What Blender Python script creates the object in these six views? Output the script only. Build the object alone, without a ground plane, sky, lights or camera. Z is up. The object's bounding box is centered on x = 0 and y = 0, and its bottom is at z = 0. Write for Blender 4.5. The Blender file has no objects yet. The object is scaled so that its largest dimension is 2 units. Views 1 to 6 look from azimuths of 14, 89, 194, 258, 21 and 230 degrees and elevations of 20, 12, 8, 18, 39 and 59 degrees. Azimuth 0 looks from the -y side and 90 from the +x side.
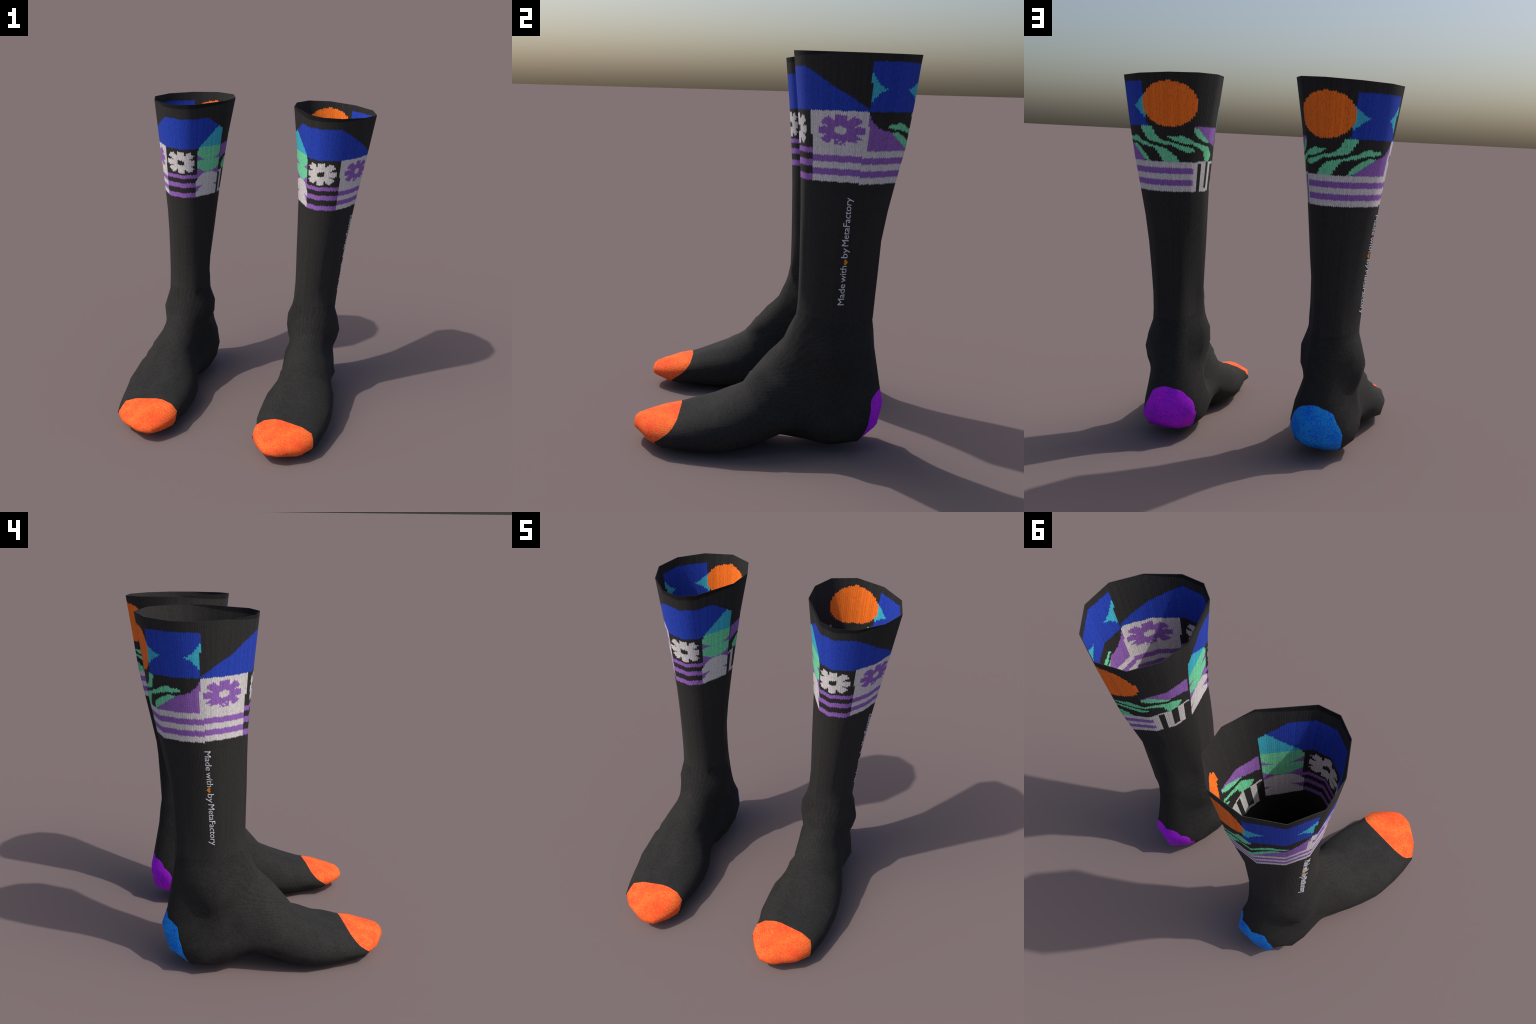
"""A pair of knitted knee socks, standing as if worn: a patterned cuff, black
ribbed leg and foot, orange toe caps, a purple and a blue heel patch, and a
line of knitted lettering down the outer side of each leg.

The sock body is a loft through named cross-sections (rim -> ankle -> heel ->
toe).  It is then cut along the knitting borders into cuff, leg, foot, heel
patch and toe cap.  The colour work of the cuff is computed in shader nodes in
knitting coordinates: u = degrees round the leg (0 front, 90 outer side,
180 back, 270 inner side) and z = height."""
import bpy
import bmesh
import math
from mathutils import Vector
from mathutils.bvhtree import BVHTree

# ------------------------------------------------------------------ the loft
# Directions (degrees round the section) of the spokes.  The leg is an eleven
# sided tube, the ankle and the foot have twenty spokes.
LEG_SPOKES = [-2, 20, 57, 92, 126, 161, 194, 222, 250, 283, 339]
FOOT_SPOKES = [-2, 20, 38, 57, 75, 92, 109, 126, 144, 161, 177, 194, 210, 222, 250, 266, 283, 297, 318, 339]
# (name, front point (y, z), back or sole point (y, z), centre x, spoke lengths)
SECTIONS = [
    ("rim", (0.075, 1.984), (0.695, 1.984), 0.475,
     [0.315, 0.292, 0.26, 0.274, 0.283, 0.293, 0.323, 0.319, 0.284, 0.256, 0.297]),
    ("upper cuff", (0.094, 1.75), (0.667, 1.75), 0.477,
     [0.285, 0.266, 0.229, 0.239, 0.249, 0.271, 0.292, 0.277, 0.244, 0.226, 0.267]),
    ("middle cuff", (0.112, 1.55), (0.638, 1.55), 0.47,
     [0.263, 0.248, 0.207, 0.214, 0.222, 0.249, 0.269, 0.238, 0.212, 0.201, 0.246]),
    ("lower cuff", (0.123, 1.38), (0.605, 1.38), 0.46,
     [0.24, 0.236, 0.192, 0.198, 0.2, 0.223, 0.243, 0.207, 0.183, 0.175, 0.22]),
    ("calf", (0.127, 1.24), (0.565, 1.24), 0.45,
     [0.217, 0.217, 0.179, 0.19, 0.188, 0.214, 0.231, 0.183, 0.163, 0.158, 0.203]),
    ("lower calf", (0.13, 1.09), (0.54, 1.09), 0.44,
     [0.203, 0.207, 0.174, 0.181, 0.178, 0.203, 0.211, 0.158, 0.141, 0.143, 0.189]),
    ("shin", (0.134, 0.93), (0.525, 0.93), 0.43,
     [0.195, 0.2, 0.175, 0.176, 0.171, 0.202, 0.2, 0.136, 0.115, 0.128, 0.175]),
    ("lower shin", (0.135, 0.82), (0.515, 0.8), 0.425,
     [0.191, 0.195, 0.175, 0.172, 0.165, 0.2, 0.194, 0.117, 0.096, 0.12, 0.185]),
    ("ankle top", (0.133, 0.752), (0.512, 0.7), 0.425,
     [0.191, 0.199, 0.174, 0.166, 0.162, 0.199, 0.2, 0.128, 0.095, 0.123, 0.198]),
    ("ankle", (0.118, 0.69), (0.518, 0.62), 0.425,
     [0.194, 0.208, 0.196, 0.174, 0.165, 0.163, 0.156, 0.165, 0.181, 0.193, 0.209, 0.209, 0.157, 0.132, 0.121, 0.124, 0.123, 0.136, 0.152, 0.185]),
    ("ankle bones", (0.089, 0.633), (0.53, 0.533), 0.43,
     [0.219, 0.219, 0.205, 0.184, 0.178, 0.184, 0.181, 0.192, 0.193, 0.204, 0.228, 0.233, 0.179, 0.157, 0.157, 0.156, 0.154, 0.167, 0.173, 0.2]),
    ("under ankle", (0.062, 0.57), (0.55, 0.43), 0.435,
     [0.247, 0.236, 0.206, 0.19, 0.194, 0.198, 0.195, 0.181, 0.187, 0.212, 0.254, 0.26, 0.204, 0.165, 0.161, 0.153, 0.159, 0.175, 0.191, 0.225]),
    ("instep bend", (0.03, 0.53), (0.568, 0.332), 0.44,
     [0.284, 0.255, 0.207, 0.18, 0.181, 0.18, 0.18, 0.158, 0.179, 0.224, 0.286, 0.29, 0.234, 0.184, 0.142, 0.139, 0.149, 0.168, 0.188, 0.247]),
    ("heel top", (-0.004, 0.501), (0.588, 0.235), 0.445,
     [0.321, 0.278, 0.207, 0.177, 0.167, 0.153, 0.156, 0.168, 0.201, 0.245, 0.324, 0.343, 0.286, 0.24, 0.169, 0.152, 0.152, 0.153, 0.185, 0.272]),
    ("heel back", (-0.02, 0.475), (0.566, 0.118), 0.445,
     [0.344, 0.3, 0.229, 0.182, 0.161, 0.158, 0.173, 0.169, 0.236, 0.324, 0.341, 0.361, 0.318, 0.272, 0.199, 0.159, 0.141, 0.142, 0.194, 0.296]),
    ("heel corner", (-0.04, 0.45), (0.486, 0.032), 0.445,
     [0.338, 0.309, 0.25, 0.197, 0.164, 0.159, 0.188, 0.224, 0.277, 0.312, 0.31, 0.313, 0.308, 0.27, 0.197, 0.154, 0.131, 0.133, 0.188, 0.298]),
    ("heel base", (-0.076, 0.409), (0.345, 0.0), 0.445,
     [0.293, 0.296, 0.26, 0.227, 0.189, 0.169, 0.169, 0.196, 0.244, 0.265, 0.27, 0.274, 0.263, 0.245, 0.188, 0.152, 0.139, 0.146, 0.183, 0.277]),
    ("heel sole", (-0.11, 0.365), (0.2, 0.02), 0.445,
     [0.232, 0.232, 0.228, 0.229, 0.212, 0.203, 0.192, 0.157, 0.172, 0.198, 0.213, 0.22, 0.218, 0.211, 0.162, 0.15, 0.153, 0.166, 0.201, 0.234]),
    ("arch back", (-0.145, 0.33), (0.06, 0.045), 0.45,
     [0.168, 0.172, 0.178, 0.207, 0.222, 0.226, 0.216, 0.189, 0.155, 0.153, 0.164, 0.175, 0.166, 0.145, 0.179, 0.162, 0.159, 0.169, 0.171, 0.164]),
    ("arch", (-0.213, 0.283), (-0.06, 0.01), 0.45,
     [0.152, 0.156, 0.176, 0.207, 0.232, 0.239, 0.229, 0.191, 0.171, 0.161, 0.158, 0.162, 0.172, 0.179, 0.213, 0.211, 0.201, 0.196, 0.178, 0.162]),
    ("arch front", (-0.28, 0.25), (-0.19, 0), 0.455,
     [0.122, 0.126, 0.146, 0.186, 0.23, 0.242, 0.238, 0.189, 0.154, 0.138, 0.134, 0.138, 0.151, 0.167, 0.222, 0.224, 0.211, 0.19, 0.159, 0.134]),
    ("ball back", (-0.376, 0.222), (-0.32, 0), 0.45,
     [0.099, 0.1, 0.114, 0.151, 0.216, 0.239, 0.224, 0.18, 0.142, 0.122, 0.116, 0.119, 0.131, 0.147, 0.204, 0.218, 0.206, 0.178, 0.137, 0.11]),
    ("ball", (-0.456, 0.197), (-0.43, 0), 0.445,
     [0.082, 0.083, 0.094, 0.125, 0.185, 0.228, 0.199, 0.16, 0.127, 0.107, 0.1, 0.102, 0.112, 0.123, 0.168, 0.191, 0.188, 0.154, 0.114, 0.092]),
    ("toe roots", (-0.545, 0.172), (-0.53, 0.01), 0.44,
     [0.068, 0.07, 0.08, 0.108, 0.168, 0.209, 0.18, 0.134, 0.102, 0.085, 0.078, 0.079, 0.088, 0.1, 0.154, 0.189, 0.182, 0.136, 0.095, 0.076]),
    ("toes", (-0.635, 0.142), (-0.605, 0.03), 0.44,
     [0.057, 0.058, 0.065, 0.085, 0.121, 0.143, 0.121, 0.086, 0.064, 0.053, 0.049, 0.05, 0.057, 0.068, 0.115, 0.143, 0.135, 0.104, 0.074, 0.062]),
    ("toe front", (-0.672, 0.122), (-0.672, 0.05), 0.415,
     [0.049, 0.052, 0.058, 0.067, 0.08, 0.08, 0.059, 0.037, 0.027, 0.023, 0.022, 0.023, 0.027, 0.035, 0.06, 0.074, 0.075, 0.068, 0.056, 0.05]),
    ("toe nose", (-0.691, 0.106), (-0.691, 0.066), 0.413,
     [0.032, 0.034, 0.038, 0.044, 0.053, 0.053, 0.039, 0.024, 0.018, 0.015, 0.015, 0.015, 0.018, 0.023, 0.04, 0.049, 0.05, 0.045, 0.037, 0.033]),
]
TOE_TIP = (0.412, -0.701, 0.088)
RIM_CANT = (-0.042, -0.008)       # the rim dips a little to the outer side
FABRIC = 0.003                    # thickness of the knit
REFINE = 8                        # facets are diced so that borders cut cleanly
BASE_X = 0.46                     # where each sock's own origin stands


def chord_fill(lengths):
    """Leg sections: put the extra spokes on the straight sides of the tube."""
    known = dict(zip(LEG_SPOKES, lengths))
    out = []
    n = len(LEG_SPOKES)
    for a in FOOT_SPOKES:
        if a in known:
            out.append(known[a])
            continue
        i = max(k for k in range(n) if LEG_SPOKES[k] < a)
        a0, a1 = LEG_SPOKES[i], LEG_SPOKES[(i + 1) % n]
        r0, r1 = known[a0], known[a1]
        p0 = Vector((r0 * math.sin(math.radians(a0)), r0 * math.cos(math.radians(a0))))
        p1 = Vector((r1 * math.sin(math.radians(a1)), r1 * math.cos(math.radians(a1))))
        d = Vector((math.sin(math.radians(a)), math.cos(math.radians(a))))
        e = p1 - p0
        out.append((p0.x * e.y - p0.y * e.x) / (d.x * e.y - d.y * e.x))
    return out


def loft_points():
    rings = []
    for n, (name, front, back, cx, lengths) in enumerate(SECTIONS):
        f, b = Vector((0, *front)), Vector((0, *back))
        axis = (b - f).normalized()
        c = (f + b) / 2
        c.x = cx
        if len(lengths) == len(LEG_SPOKES):
            lengths = chord_fill(lengths)
        ring = []
        for a, r in zip(FOOT_SPOKES, lengths):
            t = math.radians(a)
            p = c + Vector((math.sin(t) * r, 0, 0)) - axis * (math.cos(t) * r)
            if n == 0:
                p.z += RIM_CANT[0] * (p.x - c.x) + RIM_CANT[1] * (p.y - c.y) + 0.002
            p.z = max(p.z, 0.0)
            ring.append(p)
        rings.append(ring)
    rings.append([Vector(TOE_TIP)] * len(FOOT_SPOKES))
    return rings


def section_normals(rings):
    """Area weighted vertex normals of the plain loft, as smooth shading has them."""
    J, K = len(rings), len(rings[0])
    acc = [[Vector() for _ in range(K)] for _ in range(J)]
    for j in range(J - 1):
        for k in range(K):
            k2 = (k + 1) % K
            a, b, c, d = rings[j][k], rings[j][k2], rings[j + 1][k2], rings[j + 1][k]
            n = (c - a).cross(b - d)
            for jj, kk in ((j, k), (j, k2), (j + 1, k2), (j + 1, k)):
                acc[jj][kk] += n
    tip = sum(acc[-1], Vector())
    acc[-1] = [tip.copy() for _ in range(K)]
    for row in acc:
        for i, v in enumerate(row):
            row[i] = v.normalized()
    # outward check: front of the rim must look to -y
    if acc[0][0].y > 0:
        acc = [[-v for v in row] for row in acc]
    return acc


def dice(rings, normals):
    """Bilinear dicing of every facet: the faceted shape stays, the mesh is finer."""
    J, K, m = len(rings), len(rings[0]), REFINE
    P, N = [], []
    for j in range(J - 1):
        for s in range(m if j < J - 2 else m + 1):
            t = s / m
            prow, nrow = [], []
            for k in range(K):
                k2 = (k + 1) % K
                for q in range(m):
                    w = q / m
                    prow.append((rings[j][k] * (1 - w) + rings[j][k2] * w) * (1 - t)
                                + (rings[j + 1][k] * (1 - w) + rings[j + 1][k2] * w) * t)
                    nrow.append(((normals[j][k] * (1 - w) + normals[j][k2] * w) * (1 - t)
                                 + (normals[j + 1][k] * (1 - w) + normals[j + 1][k2] * w) * t).normalized())
            P.append(prow)
            N.append(nrow)
    return P, N


# ------------------------------------------------------- the knitting borders
def ramp(x, points):
    """Piecewise linear function through (x, value) points."""
    if x <= points[0][0]:
        return points[0][1]
    for (x0, v0), (x1, v1) in zip(points, points[1:]):
        if x <= x1:
            return v0 + (v1 - v0) * (x - x0) / (x1 - x0)
    return points[-1][1]


CUFF_FOOT = 1.335
ANKLE_SEAM = 0.700


def in_toe(p):
    edge = ramp(p.z, [(0.0, 0.56), (0.055, 0.575), (0.085, 0.55), (0.118, 0.502), (0.14, 0.482),
                      (0.16, 0.464), (0.19, 0.451)])
    return -p.y - edge


def in_heel(p):
    """A rounded cap over the back of the heel: an arch above, open to the sole."""
    dx, dz = p.x - 0.415, max(p.z - 0.15, 0.0)
    if dx > 0:
        arch = 1 - (dx / (0.145 + 0.8 * max(0.2 - p.z, 0.0))) ** 1.75 - (dz / 0.172) ** 1.75
    else:
        arch = 1 - (-dx / 0.143) ** 2.2 - (dz / 0.172) ** 2.2
    w = min(max((p.x - 0.33) / 0.2, 0.0), 1.0)
    front = (1 - w) * ramp(p.z, [(0, 0.43), (0.07, 0.44), (0.2, 0.453)]) \
        + w * ramp(p.z, [(0, 0.43), (0.03, 0.44), (0.07, 0.466), (0.10, 0.484), (0.14, 0.500), (0.184, 0.509), (0.214, 0.517), (0.27, 0.530),
                           (0.33, 0.540)])
    return min(arch * 0.06, p.y - front)


def in_cuff(p):
    return p.z - CUFF_FOOT


def in_leg(p):
    return p.z - (ANKLE_SEAM - 0.10 * (p.y - 0.33)) if p.y > 0.0 else -1.0


class Shell:
    """Polygon soup with shared vertices, cut piece by piece along borders."""

    def __init__(self, P, N):
        self.co, self.no = [], []
        J, K = len(P), len(P[0])
        self.faces = []
        ids = {}
        for side in (0, 1):
            for j in range(J):
                for k in range(K):
                    if j == J - 1 and k > 0:
                        ids[side, j, k] = ids[side, j, 0]
                        continue
                    n = N[j][k]
                    ids[side, j, k] = len(self.co)
                    self.co.append(P[j][k] - n * (FABRIC * side))
                    self.no.append(-n if side else n)
            for j in range(J - 1):
                for k in range(K):
                    k2 = (k + 1) % K
                    loop = [ids[side, j, k], ids[side, j, k2], ids[side, j + 1, k2], ids[side, j + 1, k]]
                    if side:
                        loop.reverse()
                    self.faces.append((self.tidy(loop), side))
        for k in range(K):
            k2 = (k + 1) % K
            self.faces.append(([ids[0, 0, k2], ids[0, 0, k], ids[1, 0, k], ids[1, 0, k2]], 2))

    @staticmethod
    def tidy(loop):
        return [v for i, v in enumerate(loop) if v != loop[i - 1]]

    def split(self, faces, field):
        """Cut faces where the field changes sign; returns (inside, outside)."""
        val, made = {}, {}

        def f(i):
            if i not in val:
                val[i] = field(self.co[i]) or 1e-9
            return val[i]

        def cut(a, b):
            key = (min(a, b), max(a, b))
            if key not in made:
                lo, hi = self.co[key[0]], self.co[key[1]]
                s, t = 0.0, 1.0
                up = f(key[1]) > 0
                for _ in range(18):
                    m = (s + t) / 2
                    if (field(lo.lerp(hi, m)) > 0) == up:
                        t = m
                    else:
                        s = m
                made[key] = len(self.co)
                self.co.append(lo.lerp(hi, t))
                self.no.append(self.no[key[0]].lerp(self.no[key[1]], t).normalized())
            return made[key]

        inside, outside = [], []
        for loop, side in faces:
            signs = [f(v) > 0 for v in loop]
            if all(signs):
                inside.append((loop, side))
            elif not any(signs):
                outside.append((loop, side))
            else:
                a, b = [], []
                for i, v in enumerate(loop):
                    w = loop[(i + 1) % len(loop)]
                    (a if f(v) > 0 else b).append(v)
                    if (f(v) > 0) != (f(w) > 0):
                        c = cut(v, w)
                        a.append(c)
                        b.append(c)
                if len(a) > 2:
                    inside.append((a, side))
                if len(b) > 2:
                    outside.append((b, side))
        return inside, outside


def build_mesh(name, shell, faces, mirror):
    used = {}
    co, no, polys, flat = [], [], [], []
    for loop, side in faces:
        idx = []
        for v in loop:
            if v not in used:
                used[v] = len(co)
                p, n = shell.co[v].copy(), shell.no[v].copy()
                p.x -= BASE_X
                if mirror:
                    p.x, n.x = -p.x, -n.x
                co.append(p)
                no.append(n)
            idx.append(used[v])
        if mirror:
            idx.reverse()
        polys.append(idx)
        flat.append(side == 2)
    me = bpy.data.meshes.new(name)
    me.from_pydata(co, [], polys)
    for p, hard in zip(me.polygons, flat):
        p.use_smooth = True
    me.update()
    loops = []
    for p, hard in zip(me.polygons, flat):
        for li in p.loop_indices:
            loops.append(Vector((0, 0, 1)) if hard else no[me.loops[li].vertex_index])
    me.normals_split_custom_set(loops)
    return me


# ------------------------------------------------------------- shader writing
class S:
    """A socket with arithmetic: lets masks be written as formulas."""
    tree = None

    def __init__(self, sock):
        self.s = sock

    @classmethod
    def math(cls, op, *args, clamp=False):
        n = cls.tree.nodes.new("ShaderNodeMath")
        n.operation = op
        n.use_clamp = clamp
        for i, a in enumerate(args):
            if isinstance(a, S):
                cls.tree.links.new(a.s, n.inputs[i])
            else:
                n.inputs[i].default_value = float(a)
        return S(n.outputs[0])

    def __add__(self, o): return S.math("ADD", self, o)
    def __radd__(self, o): return S.math("ADD", o, self)
    def __sub__(self, o): return S.math("SUBTRACT", self, o)
    def __rsub__(self, o): return S.math("SUBTRACT", o, self)
    def __mul__(self, o): return S.math("MULTIPLY", self, o)
    def __rmul__(self, o): return S.math("MULTIPLY", o, self)
    def __truediv__(self, o): return S.math("DIVIDE", self, o)
    def __rtruediv__(self, o): return S.math("DIVIDE", o, self)
    def __pow__(self, o): return S.math("POWER", self, o)
    def __lt__(self, o): return S.math("LESS_THAN", self, o)
    def __gt__(self, o): return S.math("GREATER_THAN", self, o)
    def __and__(self, o): return S.math("MULTIPLY", self, o)
    def __or__(self, o): return S.math("MAXIMUM", self, o)
    def abs(self): return S.math("ABSOLUTE", self)
    def floor(self): return S.math("FLOOR", self)
    def fract(self): return S.math("FRACT", self)
    def sin(self): return S.math("SINE", self)
    def cos(self): return S.math("COSINE", self)
    def max(self, o): return S.math("MAXIMUM", self, o)
    def min(self, o): return S.math("MINIMUM", self, o)
    def clamp(self): return S.math("ADD", self, 0.0, clamp=True)

    def between(self, a, b): return (self > a) & (self < b)

    def curve(self, points):
        """Piecewise linear profile z = f(u)."""
        out = None
        for (x0, v0), (x1, v1) in zip(points, points[1:]):
            n = S.tree.nodes.new("ShaderNodeMapRange")
            n.clamp = True
            S.tree.links.new(self.s, n.inputs["Value"])
            for key, v in (("From Min", x0), ("From Max", x1), ("To Min", 0.0), ("To Max", v1 - v0)):
                n.inputs[key].default_value = v
            piece = S(n.outputs["Result"])
            out = piece if out is None else out + piece
        return out + points[0][1]


def vec(x, y, z):
    n = S.tree.nodes.new("ShaderNodeCombineXYZ")
    for i, a in enumerate((x, y, z)):
        if isinstance(a, S):
            S.tree.links.new(a.s, n.inputs[i])
        else:
            n.inputs[i].default_value = a
    return n.outputs[0]


def noise(vector, scale, detail=3.0, rough=0.6):
    n = S.tree.nodes.new("ShaderNodeTexNoise")
    n.inputs["Scale"].default_value = scale
    n.inputs["Detail"].default_value = detail
    n.inputs["Roughness"].default_value = rough
    S.tree.links.new(vector, n.inputs["Vector"])
    return S(n.outputs[0])


def mix(fac, a, b, mode="MIX"):
    n = S.tree.nodes.new("ShaderNodeMix")
    n.data_type = "RGBA"
    n.blend_type = mode
    n.clamp_factor = True
    if isinstance(fac, S):
        S.tree.links.new(fac.s, n.inputs[0])
    else:
        n.inputs[0].default_value = fac
    for i, c in ((6, a), (7, b)):
        if isinstance(c, tuple):
            n.inputs[i].default_value = (*c, 1.0)
        else:
            S.tree.links.new(c, n.inputs[i])
    return n.outputs[2]


def shade(colour, value):
    """Colour times a grey value socket."""
    n = S.tree.nodes.new("ShaderNodeVectorMath")
    n.operation = "SCALE"
    if isinstance(colour, tuple):
        n.inputs[0].default_value = colour
    else:
        S.tree.links.new(colour, n.inputs[0])
    S.tree.links.new(value.s, n.inputs["Scale"])
    return n.outputs[0]


def new_material(name):
    m = bpy.data.materials.new(name)
    m.use_nodes = True
    S.tree = m.node_tree
    m.node_tree.nodes.clear()
    return m


def finish_material(colour, height, strength, distance=0.004, rough=0.92, spec=0.25, sheen=0.0):
    t = S.tree
    b = t.nodes.new("ShaderNodeBsdfPrincipled")
    o = t.nodes.new("ShaderNodeOutputMaterial")
    if isinstance(colour, tuple):
        b.inputs["Base Color"].default_value = (*colour, 1)
    else:
        t.links.new(colour, b.inputs["Base Color"])
    b.inputs["Roughness"].default_value = rough
    b.inputs["Specular IOR Level"].default_value = spec
    b.inputs["Sheen Weight"].default_value = sheen
    if height is not None:
        bump = t.nodes.new("ShaderNodeBump")
        bump.inputs["Strength"].default_value = strength
        bump.inputs["Distance"].default_value = distance
        t.links.new(height.s, bump.inputs["Height"])
        t.links.new(bump.outputs[0], b.inputs["Normal"])
    t.links.new(b.outputs[0], o.inputs[0])


def knit_frame(mirror):
    """Object coordinates of the right-hand sock: x outward, y to the back, z up."""
    tc = S.tree.nodes.new("ShaderNodeTexCoord")
    sep = S.tree.nodes.new("ShaderNodeSeparateXYZ")
    S.tree.links.new(tc.outputs["Object"], sep.inputs[0])
    x, y, z = (S(o) for o in sep.outputs)
    x = (x * -1.0 if mirror else x) + BASE_X
    return tc.outputs["Object"], x, y, z


def leg_angle(x, y, z):
    """Degrees round the (slightly leaning) axis of the leg, -180..180."""
    t = (z - 1.38) / 0.604
    ax = x - (t * 0.018 + 0.460)
    ay = y - (t * 0.024 + 0.362)
    return S.math("ARCTAN2", ax, ay * -1.0) * (180 / math.pi)


BLACK = (0.0235, 0.0230, 0.0220)
WHITE = (0.60, 0.58, 0.58)
PURPLE = (0.262, 0.118, 0.43)
BLUE = (0.017, 0.050, 0.40)
TEAL = (0.048, 0.43, 0.57)
MINT = (0.165, 0.65, 0.35)
SUN = (0.93, 0.185, 0.018)
STITCHES = 144                    # stitch columns round the leg
ROW = 0.0062                      # height of a row


def knit_relief(u, z, obj):
    """Ribs of the machine knit: fine lines between the stitch columns."""
    c = (u / 360.0 * STITCHES).fract() - 0.5
    rib = 1.0 - (c.abs() * 2) ** 3.0
    grain = noise(vec(u * 0.35, z * 22.0, 0.0), 2.2, 3.0, 0.65)
    streak = noise(vec(u * 0.28, z * 0.8, 3.0), 1.0, 2.0, 0.6)
    fuzz = noise(obj, 160.0, 2.0, 0.7)
    value = -0.22 + rib * (0.02 + streak * 0.20) + grain * 1.0 + streak * 0.50 + fuzz * 0.95
    return rib * 0.7 + grain * 0.5 + fuzz * 0.5, value


def cuff_material(mirror, drop):
    m = new_material("patterned_knit")
    obj, x, y, z0 = knit_frame(mirror)
    a = leg_angle(x, y, z0)                      # -180..180, 0 at the front
    height, value = knit_relief(a, z0, obj)
    # snap to stitches: every column is one flat tone, rows end in small points
    col = a / 360.0 * STITCHES
    f = (col + 0.5).floor()
    ua = f * (360.0 / STITCHES)
    point = (col + 0.5 - f - 0.5).abs() * 2
    jitter = (noise(vec(f * 7.31, 0.5, 0.5), 1.0, 0.0) - 0.5) * 0.011
    z = z0 - drop + point * 0.0065 - 0.00325 + jitter
    z = ((z / ROW).floor() + 0.5) * ROW
    ub = ua + (ua < -80.0) * 360.0               # 0..360 style angle, panel seam at 280
    colour = BLACK

    # --- outer back: field of purple below a falling curve
    edge = ub.curve([(99, 1.712), (102, 1.679), (110, 1.651), (118, 1.634), (126, 1.629), (135, 1.617),
                     (144, 1.595), (155, 1.565), (164, 1.535)])
    colour = mix(ub.between(98, 164) & z.between(1.535, edge), colour, PURPLE)
    # --- inner back: purple hill under the black sky
    hill = ub.curve([(222, 1.715), (228, 1.70), (238, 1.675), (248, 1.65), (258, 1.643), (271, 1.634), (281, 1.615)])
    colour = mix(ub.between(222, 281.5) & z.between(hill, 1.722), colour, PURPLE)
    # --- leaves: each lies between an upper and a lower profile
    leaves = [
        ([(158.5, 1.717), (173, 1.718), (177, 1.675), (186, 1.646), (196, 1.639), (207, 1.624), (215, 1.616), (224, 1.604)],
         [(158.5, 1.709), (166, 1.651), (183, 1.630), (194.5, 1.623), (203, 1.604), (213, 1.589), (224, 1.592)]),
        ([(124, 1.650), (128, 1.661), (145, 1.667), (161, 1.640), (170, 1.626), (178, 1.618), (189, 1.606), (196, 1.583),
          (202, 1.558), (204, 1.536)],
         [(124, 1.645), (147, 1.634), (162, 1.618), (173, 1.610), (179, 1.589), (184, 1.554), (186, 1.530), (204, 1.530)]),
        ([(130, 1.624), (143, 1.622), (150, 1.609), (160, 1.588), (166, 1.556), (168, 1.536)],
         [(130, 1.620), (143.5, 1.594), (155, 1.565), (164, 1.538), (168, 1.534)]),
        ([(192, 1.670), (200, 1.670), (209, 1.672), (217.5, 1.653), (229.6, 1.636), (242.7, 1.627), (252, 1.622),
          (260, 1.600), (267, 1.583)],
         [(192, 1.664), (198.6, 1.645), (208.5, 1.634), (221, 1.628), (230, 1.615), (240, 1.597), (243.5, 1.555),
          (247, 1.546), (259, 1.546), (267, 1.572)]),
        ([(222, 1.719), (227.6, 1.709), (238, 1.682), (248, 1.655), (253, 1.644)],
         [(222, 1.692), (228.7, 1.665), (239, 1.648), (249, 1.640), (253, 1.640)]),
    ]
    for top, low in leaves:
        inside = ub.between(top[0][0], top[-1][0]) & z.between(ub.curve(low), ub.curve(top))
        colour = mix(inside, colour, MINT)

    # --- sun at the back
    d = ((ub - 193.7) / 30.3) ** 2.0 + ((z - 1.8305) / 0.1135) ** 2.0
    sun = d < 1.0
    # --- blue square with two teal spikes meeting between two round hills
    left = 96.0 + (1.936 - z) * 17.0
    right = 164.0 + (1.936 - z) * 17.0
    square = (ub > left) & (ub < right) & z.between(1.719, 1.941)
    colour = mix(square, colour, BLUE)
    spike_a = ((121.5 - ub) / 22.0).max(0.0) ** 2.4 * 0.058
    spike_b = ((ub - 145.0) / 22.0).max(0.0) ** 1.45 * 0.062
    mid = (z - 1.8175).abs()
    colour = mix(square & ((mid < spike_a) | (mid < spike_b)), colour, TEAL)
    colour = mix(sun, colour, SUN)

    # --- blue hill across the front
    top = ((ua * -0.00238) + 1.962).min(1.913).min(ua * 0.0025 + 2.029)
    front_hill = ua.between(-78.0, 98.0) & z.between(1.716, top)
    colour = mix(front_hill, colour, BLUE)
    diag = ua * -0.00329 + 1.628
    wedge = front_hill & (ua < -27.0) & (z < diag)
    colour = mix(wedge, colour, TEAL)

    # --- lower band: inner panel of scalloped blobs on purple
    seam_in = (1.716 - z) * 12.0 - 27.6
    seam_out = (1.716 - z) * 9.0 + 26.5
    panel = (ua > -78.2) & (ua < seam_in) & z.between(1.390, 1.722)
    colour = mix(panel, colour, PURPLE)
    t = (ua + 50.0) / 25.0
    d = t.max(0.0) ** 2.2 * 0.046 + (t * -1.0).max(0.0) ** 2.4 * 0.020
    green = z.between(d + 1.635, 1.722) | z.between(d + 1.553, 1.639 - d * 0.1)
    colour = mix(panel & green, colour, MINT)
    white = z.between(1.466, d * -1.0 + 1.552) | (z < d * -1.0 + 1.470)
    colour = mix(panel & white, colour, WHITE)

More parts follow.
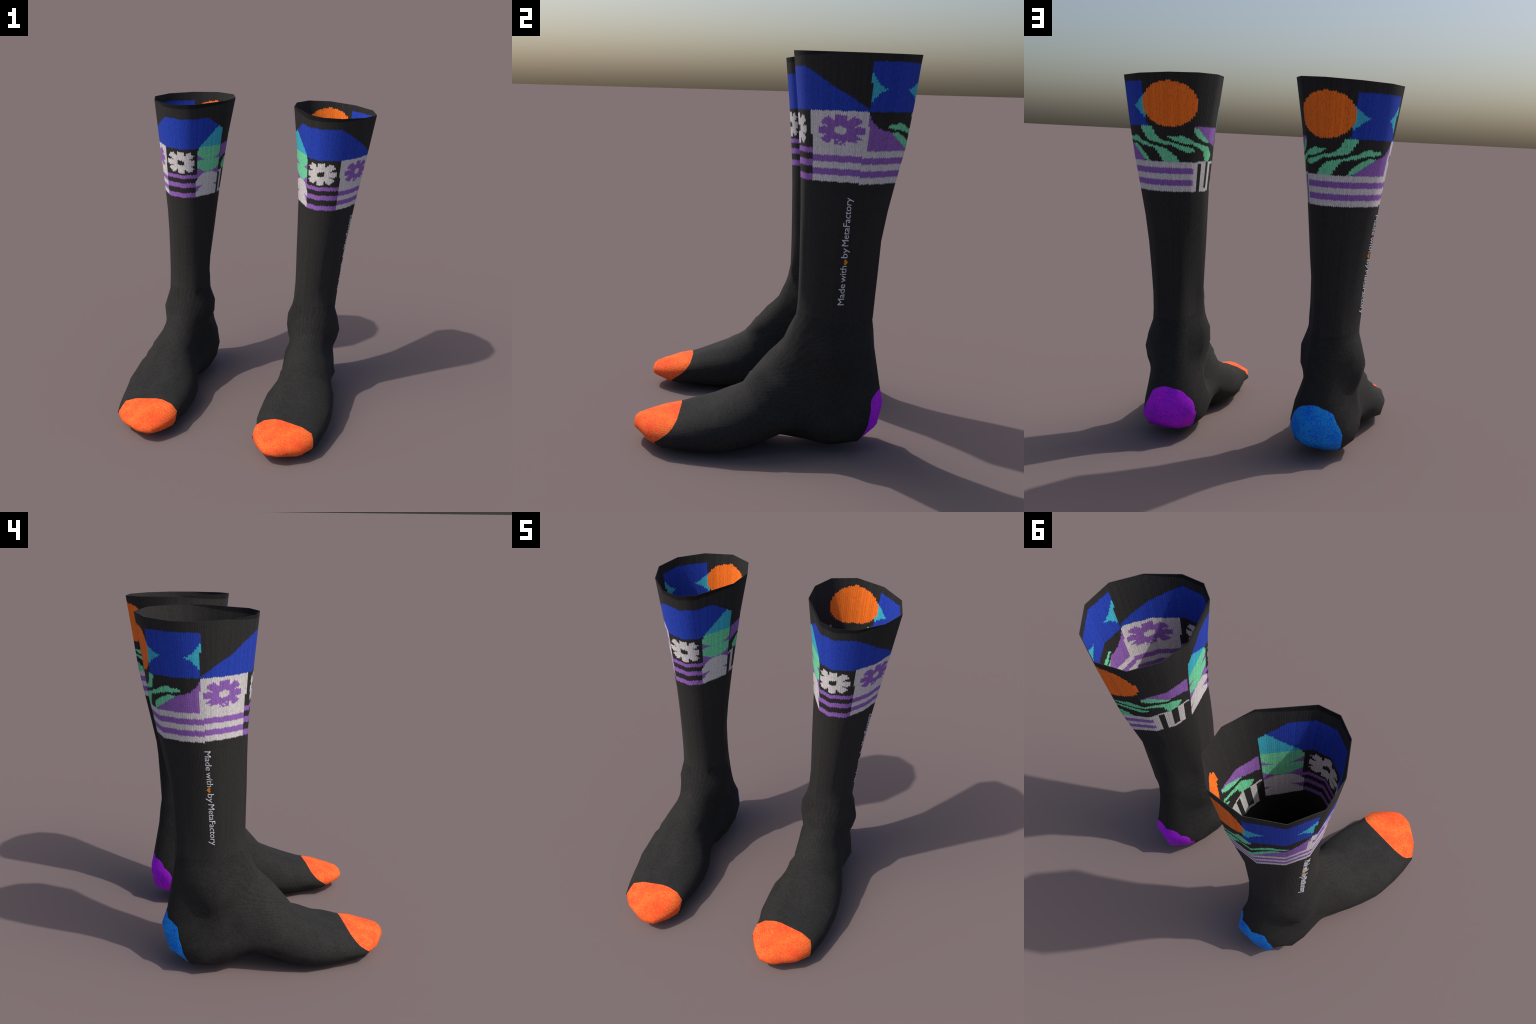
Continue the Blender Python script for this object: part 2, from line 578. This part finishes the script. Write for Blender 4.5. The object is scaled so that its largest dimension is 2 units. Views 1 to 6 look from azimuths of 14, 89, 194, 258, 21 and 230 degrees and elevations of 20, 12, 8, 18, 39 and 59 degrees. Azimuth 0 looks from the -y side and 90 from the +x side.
    # --- flowers: eight blunt petals round an open centre
    def flower(cu, cz, ru, rz, hole_u, hole_z):
        fx, fz = (ua - cu) / ru, (z - cz) / rz
        r = (fx.abs() ** 2.6 + fz.abs() ** 2.6) ** (1 / 2.6)
        th = S.math("ARCTAN2", fz, fx)
        petal = ((th * (4 / math.pi) + 0.5).fract() - 0.5).abs() * 2
        petal = 1.0 - ((petal - 0.60) / 0.40).clamp() * 0.40
        hole = ((ua - cu) / hole_u) ** 2.0 + ((z - cz) / hole_z) ** 2.0
        return (r < petal) & (hole > 1.0)

    black_panel = (ua > seam_in) & (ua < seam_out) & z.between(1.390, 1.716)
    colour = mix(black_panel, colour, BLACK)
    colour = mix(flower(-1.0, 1.627, 21.5, 0.073, 5.5, 0.0175), colour, WHITE)
    bars = z.between(1.5195, 1.546) | z.between(1.4595, 1.485) | z.between(1.391, 1.422)
    colour = mix(black_panel & bars, colour, PURPLE)

    side_end = (1.716 - z) * 15.0 + 99.0
    side = (ua > seam_out) & (ua < side_end) & z.between(1.388, 1.718)
    colour = mix(side, colour, WHITE)
    frayed = noise(vec(ua * 0.22, z * 70.0, 1.0), 1.6, 2.0, 0.6) + (z > 1.585) * 1.0
    colour = mix(flower(66.0, 1.629, 29.5, 0.068, 8.3, 0.0185) & (frayed > 0.43), colour, PURPLE)

    # --- stripes run from the side round the back, ending in a white border
    zs = z + (ub > 97.0) * ROW
    band = (ub > seam_out) & (ub < 231.0) & zs.between(1.387, 1.544)
    band = band & ((ub > side_end) | (zs < 1.52))
    colour = mix(band, colour, WHITE)
    bars = zs.between(1.480, 1.512) | zs.between(1.421, 1.453)
    colour = mix(band & bars & (ub < 223.8), colour, PURPLE)
    # --- meander: thick uprights joined by thin lines
    key = (ub.between(230.5, 241) & z.between(1.530, 1.544)) \
        | (ub.between(239.2, 249.6) & z.between(1.384, 1.544)) \
        | (ub.between(248, 261) & z.between(1.384, 1.402)) \
        | (ub.between(259.2, 269.8) & z.between(1.388, 1.544)) \
        | (ub.between(268, 281.4) & z.between(1.529, 1.546))
    colour = mix(key, colour, WHITE)

    # --- darker band under the rim, widest in front, tapering out at the sides
    colour = mix(z0 > (a.abs() / 95.0) ** 2.0 * 0.034 + 1.963, colour, (0.008, 0.008, 0.009))
    finish_material(shade(colour, value), height, 0.30, 0.0025)
    return m


def leg_material(mirror):
    m = new_material("black_rib_knit")
    obj, x, y, z = knit_frame(mirror)
    a = leg_angle(x, y, z)
    height, value = knit_relief(a, z, obj)
    band = noise(vec(0.0, 0.0, z * 1.0), 9.0, 2.0, 0.6)
    finish_material(shade(BLACK, value + band * 0.16 - 0.05), height, 0.35, 0.0025)
    return m


def foot_relief(x, y, z, obj):
    """Ribs run along the foot; on the heel they meet in a chevron."""
    warp = noise(obj, 9.0, 2.0, 0.5) - 0.5
    roll = S.math("ARCTAN2", x - 0.45, (z - 0.12)) * (180 / math.pi)
    along = (roll / 3.1 + warp * 1.4)
    chevron = (z * 0.75 + (x - 0.42).abs() * 0.75 - y * 0.45) / 0.0115 + warp * 1.2
    heel = ((y - 0.10 - z * 0.12) / 0.06).clamp()
    ridge_a = (along * (2 * math.pi)).sin()
    ridge_h = (chevron * (2 * math.pi)).sin()
    ridge = ridge_a * (1.0 - heel) + ridge_h * heel
    grain = noise(vec(x * 1.0, y * 1.0, z * 1.0), 95.0, 3.0, 0.7)
    patch = noise(obj, 11.0, 2.0, 0.6)
    return ridge, grain, patch


def foot_material(mirror):
    m = new_material("black_foot_knit")
    obj, x, y, z = knit_frame(mirror)
    ridge, grain, patch = foot_relief(x, y, z, obj)
    value = -0.10 + ridge * (0.02 + patch * 0.16) + grain * 1.55 + patch * 0.55
    finish_material(shade(BLACK, value), ridge * 0.12 + grain * 1.0, 0.5, 0.0016)
    return m


def toe_material(mirror):
    m = new_material("orange_toe_knit")
    obj, x, y, z = knit_frame(mirror)
    ridge, grain, patch = foot_relief(x, y, z, obj)
    k = (ridge * 0.16 + (grain - 0.5) * 3.2 + (patch - 0.5) * 1.6 + 0.40).clamp()
    colour = mix(k, (0.92, 0.085, 0.022), (0.96, 0.205, 0.040))
    finish_material(colour, ridge * 0.28 + grain * 0.9, 0.5, 0.0016)
    return m


def heel_material(mirror):
    m = new_material("blue_heel_knit" if mirror else "purple_heel_knit")
    obj, x, y, z = knit_frame(mirror)
    ridge, grain, patch = foot_relief(x, y, z, obj)
    k = (ridge * 0.24 + (grain - 0.5) * 2.5 + (patch - 0.5) * 1.0 + 0.5).clamp()
    if mirror:
        colour = mix(k, (0.005, 0.105, 0.86), (0.016, 0.40, 0.92))
    else:
        colour = mix(k, (0.27, 0.012, 0.88), (0.80, 0.020, 0.90))
    finish_material(colour, ridge * 0.28 + grain * 0.9, 0.5, 0.0016)
    return m


def plain_yarn(name, colour):
    m = new_material(name)
    tc = S.tree.nodes.new("ShaderNodeTexCoord")
    g = noise(tc.outputs["Object"], 180.0, 2.0, 0.7)
    finish_material(shade(colour, 0.8 + g * 0.4), g, 0.3)
    return m


# ----------------------------------------------------------------- lettering
# each word: (text, start and end along the line of writing)
WORDS = [("Made", 0.785, 0.892), ("with", 0.902, 0.984), ("by", 1.023, 1.073), ("MetaFactory", 1.082, 1.318)]
CAP_HEIGHT = 0.0305
STROKE_RISE = 0.0011


def word_outline(text):
    """The word as a flat mesh from the built-in font, width 0..1 by cap heights."""
    cu = bpy.data.curves.new("word", "FONT")
    cu.body = text
    cu.resolution_u = 3
    cu.offset = 0.0
    cu.space_character = 0.99
    ob = bpy.data.objects.new("word", cu)
    bpy.context.scene.collection.objects.link(ob)
    dg = bpy.context.evaluated_depsgraph_get()
    me = bpy.data.meshes.new_from_object(ob.evaluated_get(dg))
    bpy.data.objects.remove(ob)
    bpy.data.curves.remove(cu)
    xs = [v.co.x for v in me.vertices]
    x0, w = min(xs), max(xs) - min(xs)
    pts = [((v.co.x - x0) / w, v.co.y / 0.70) for v in me.vertices]
    polys = [list(p.vertices) for p in me.polygons]
    bpy.data.meshes.remove(me)
    return finer(pts, polys, w / 0.70)


def finer(pts, polys, aspect, longest=0.16):
    """Split long edges so that the strokes bend with the leg."""
    bm = bmesh.new()
    vs = [bm.verts.new((x * aspect, y, 0)) for x, y in pts]
    for p in polys:
        bm.faces.new([vs[i] for i in p])
    bmesh.ops.remove_doubles(bm, verts=bm.verts[:], dist=1e-5)
    for _ in range(4):
        bmesh.ops.triangulate(bm, faces=bm.faces[:])
        long = [e for e in bm.edges if e.calc_length() > longest]
        if not long:
            break
        bmesh.ops.subdivide_edges(bm, edges=long, cuts=1)
    bmesh.ops.triangulate(bm, faces=bm.faces[:])
    bm.verts.index_update()
    out = [(v.co.x / aspect, v.co.y) for v in bm.verts], [[v.index for v in f.verts] for f in bm.faces]
    bm.free()
    return out


def heart_outline():
    pts = []
    for i in range(36):
        t = 2 * math.pi * i / 36
        hx = 16 * math.sin(t) ** 3
        hy = 13 * math.cos(t) - 5 * math.cos(2 * t) - 2 * math.cos(3 * t) - math.cos(4 * t)
        pts.append(((hx + 16) / 32, (hy + 17) / 29))
    pts.append((0.5, 0.5))
    return pts, [[i, (i + 1) % 36, 36] for i in range(36)]


def place_on_leg(name, outline, s0, s1, tall, lift, tree, mirror):
    """Wrap a flat outline on the outer side of the leg and give it thickness."""
    pts, polys = outline
    co = []
    for px, py in pts:
        s = s0 + (s1 - s0) * px
        z = s if not mirror else 2.102 - s
        line = ramp(z, [(0.785, 0.3465), (1.0, 0.3510), (1.18, 0.3530), (1.32, 0.3560)]) if not mirror else \
            ramp(z, [(0.785, 0.3465), (1.1, 0.3660), (1.31, 0.3840)])
        up = py * tall + lift
        y = line - up
        hit = tree.ray_cast(Vector((3, y, z)), Vector((-1, 0, 0)))
        p, n = hit[0], hit[1]
        if n.x < 0:
            n = -n
        p = p + n * STROKE_RISE
        p.x -= BASE_X
        if mirror:
            p.x, n = -p.x, Vector((-n.x, n.y, n.z))
        co.append((p, n))
    n0 = len(co)
    verts = [p for p, n in co] + [p - n * (STROKE_RISE + 0.001) for p, n in co]
    faces, border = [], {}
    for poly in polys:
        a, b, c = (co[i][0] for i in poly[:3])
        loop = list(poly)
        if (b - a).cross(c - a).dot(co[poly[0]][1]) < 0:
            loop.reverse()
        faces.append(loop)
        for i, v in enumerate(loop):
            w = loop[(i + 1) % len(loop)]
            border[(v, w)] = border.get((v, w), 0) + 1
    for (v, w) in list(border):
        if (w, v) not in border:
            faces.append([w, v, v + n0, w + n0])
    me = bpy.data.meshes.new(name)
    me.from_pydata(verts, [], faces)
    me.update()
    return me


# -------------------------------------------------------------------- build
def main():
    rings = loft_points()
    normals = section_normals(rings)
    P, N = dice(rings, normals)
    flip = (P[1][0] - P[0][0]).cross(P[0][1] - P[0][0]).dot(N[0][0]) < 0
    if not flip:
        P = [[row[0]] + row[:0:-1] for row in P]
        N = [[row[0]] + row[:0:-1] for row in N]

    shell = Shell(P, N)
    cuff, rest = shell.split(shell.faces, in_cuff)
    leg, rest = shell.split(rest, in_leg)
    toe, rest = shell.split(rest, in_toe)
    heel, foot = shell.split(rest, in_heel)

    outer = [loop for loop, side in cuff + leg if side == 0]
    tree = BVHTree.FromPolygons(shell.co, outer)
    letters_white = plain_yarn("white_yarn", (0.70, 0.70, 0.74))
    letters_orange = plain_yarn("orange_yarn", (0.80, 0.29, 0.014))
    words = [(word_outline(w), a, b) for w, a, b in WORDS]

    for mirror in (False, True):
        base = bpy.data.objects.new("sock", None)
        base.empty_display_size = 0.1
        base.location = (-BASE_X if mirror else BASE_X, 0, 0)
        base["label"] = ("black knee sock with colourful patterned cuff, orange toe and "
                         + ("blue" if mirror else "purple") + " heel")
        base["category"] = "sock"
        bpy.context.scene.collection.objects.link(base)

        def part(name, me, material):
            ob = bpy.data.objects.new(name, me)
            me.materials.append(material)
            ob.parent = base
            bpy.context.scene.collection.objects.link(ob)
            return ob

        part("cuff", build_mesh("cuff", shell, cuff, mirror), cuff_material(mirror, -0.018 if mirror else 0.0))
        part("leg", build_mesh("leg", shell, leg, mirror), leg_material(mirror))
        part("foot", build_mesh("foot", shell, foot, mirror), foot_material(mirror))
        part("toe_cap", build_mesh("toe_cap", shell, toe, mirror), toe_material(mirror))
        part("heel_patch", build_mesh("heel_patch", shell, heel, mirror), heel_material(mirror))
        for outline, a, b in words:
            part("lettering", place_on_leg("lettering", outline, a, b, CAP_HEIGHT, 0.0, tree, mirror), letters_white)
        part("heart", place_on_leg("heart", heart_outline(), 0.988, 1.016, 0.021, -0.006, tree, mirror), letters_orange)


main()
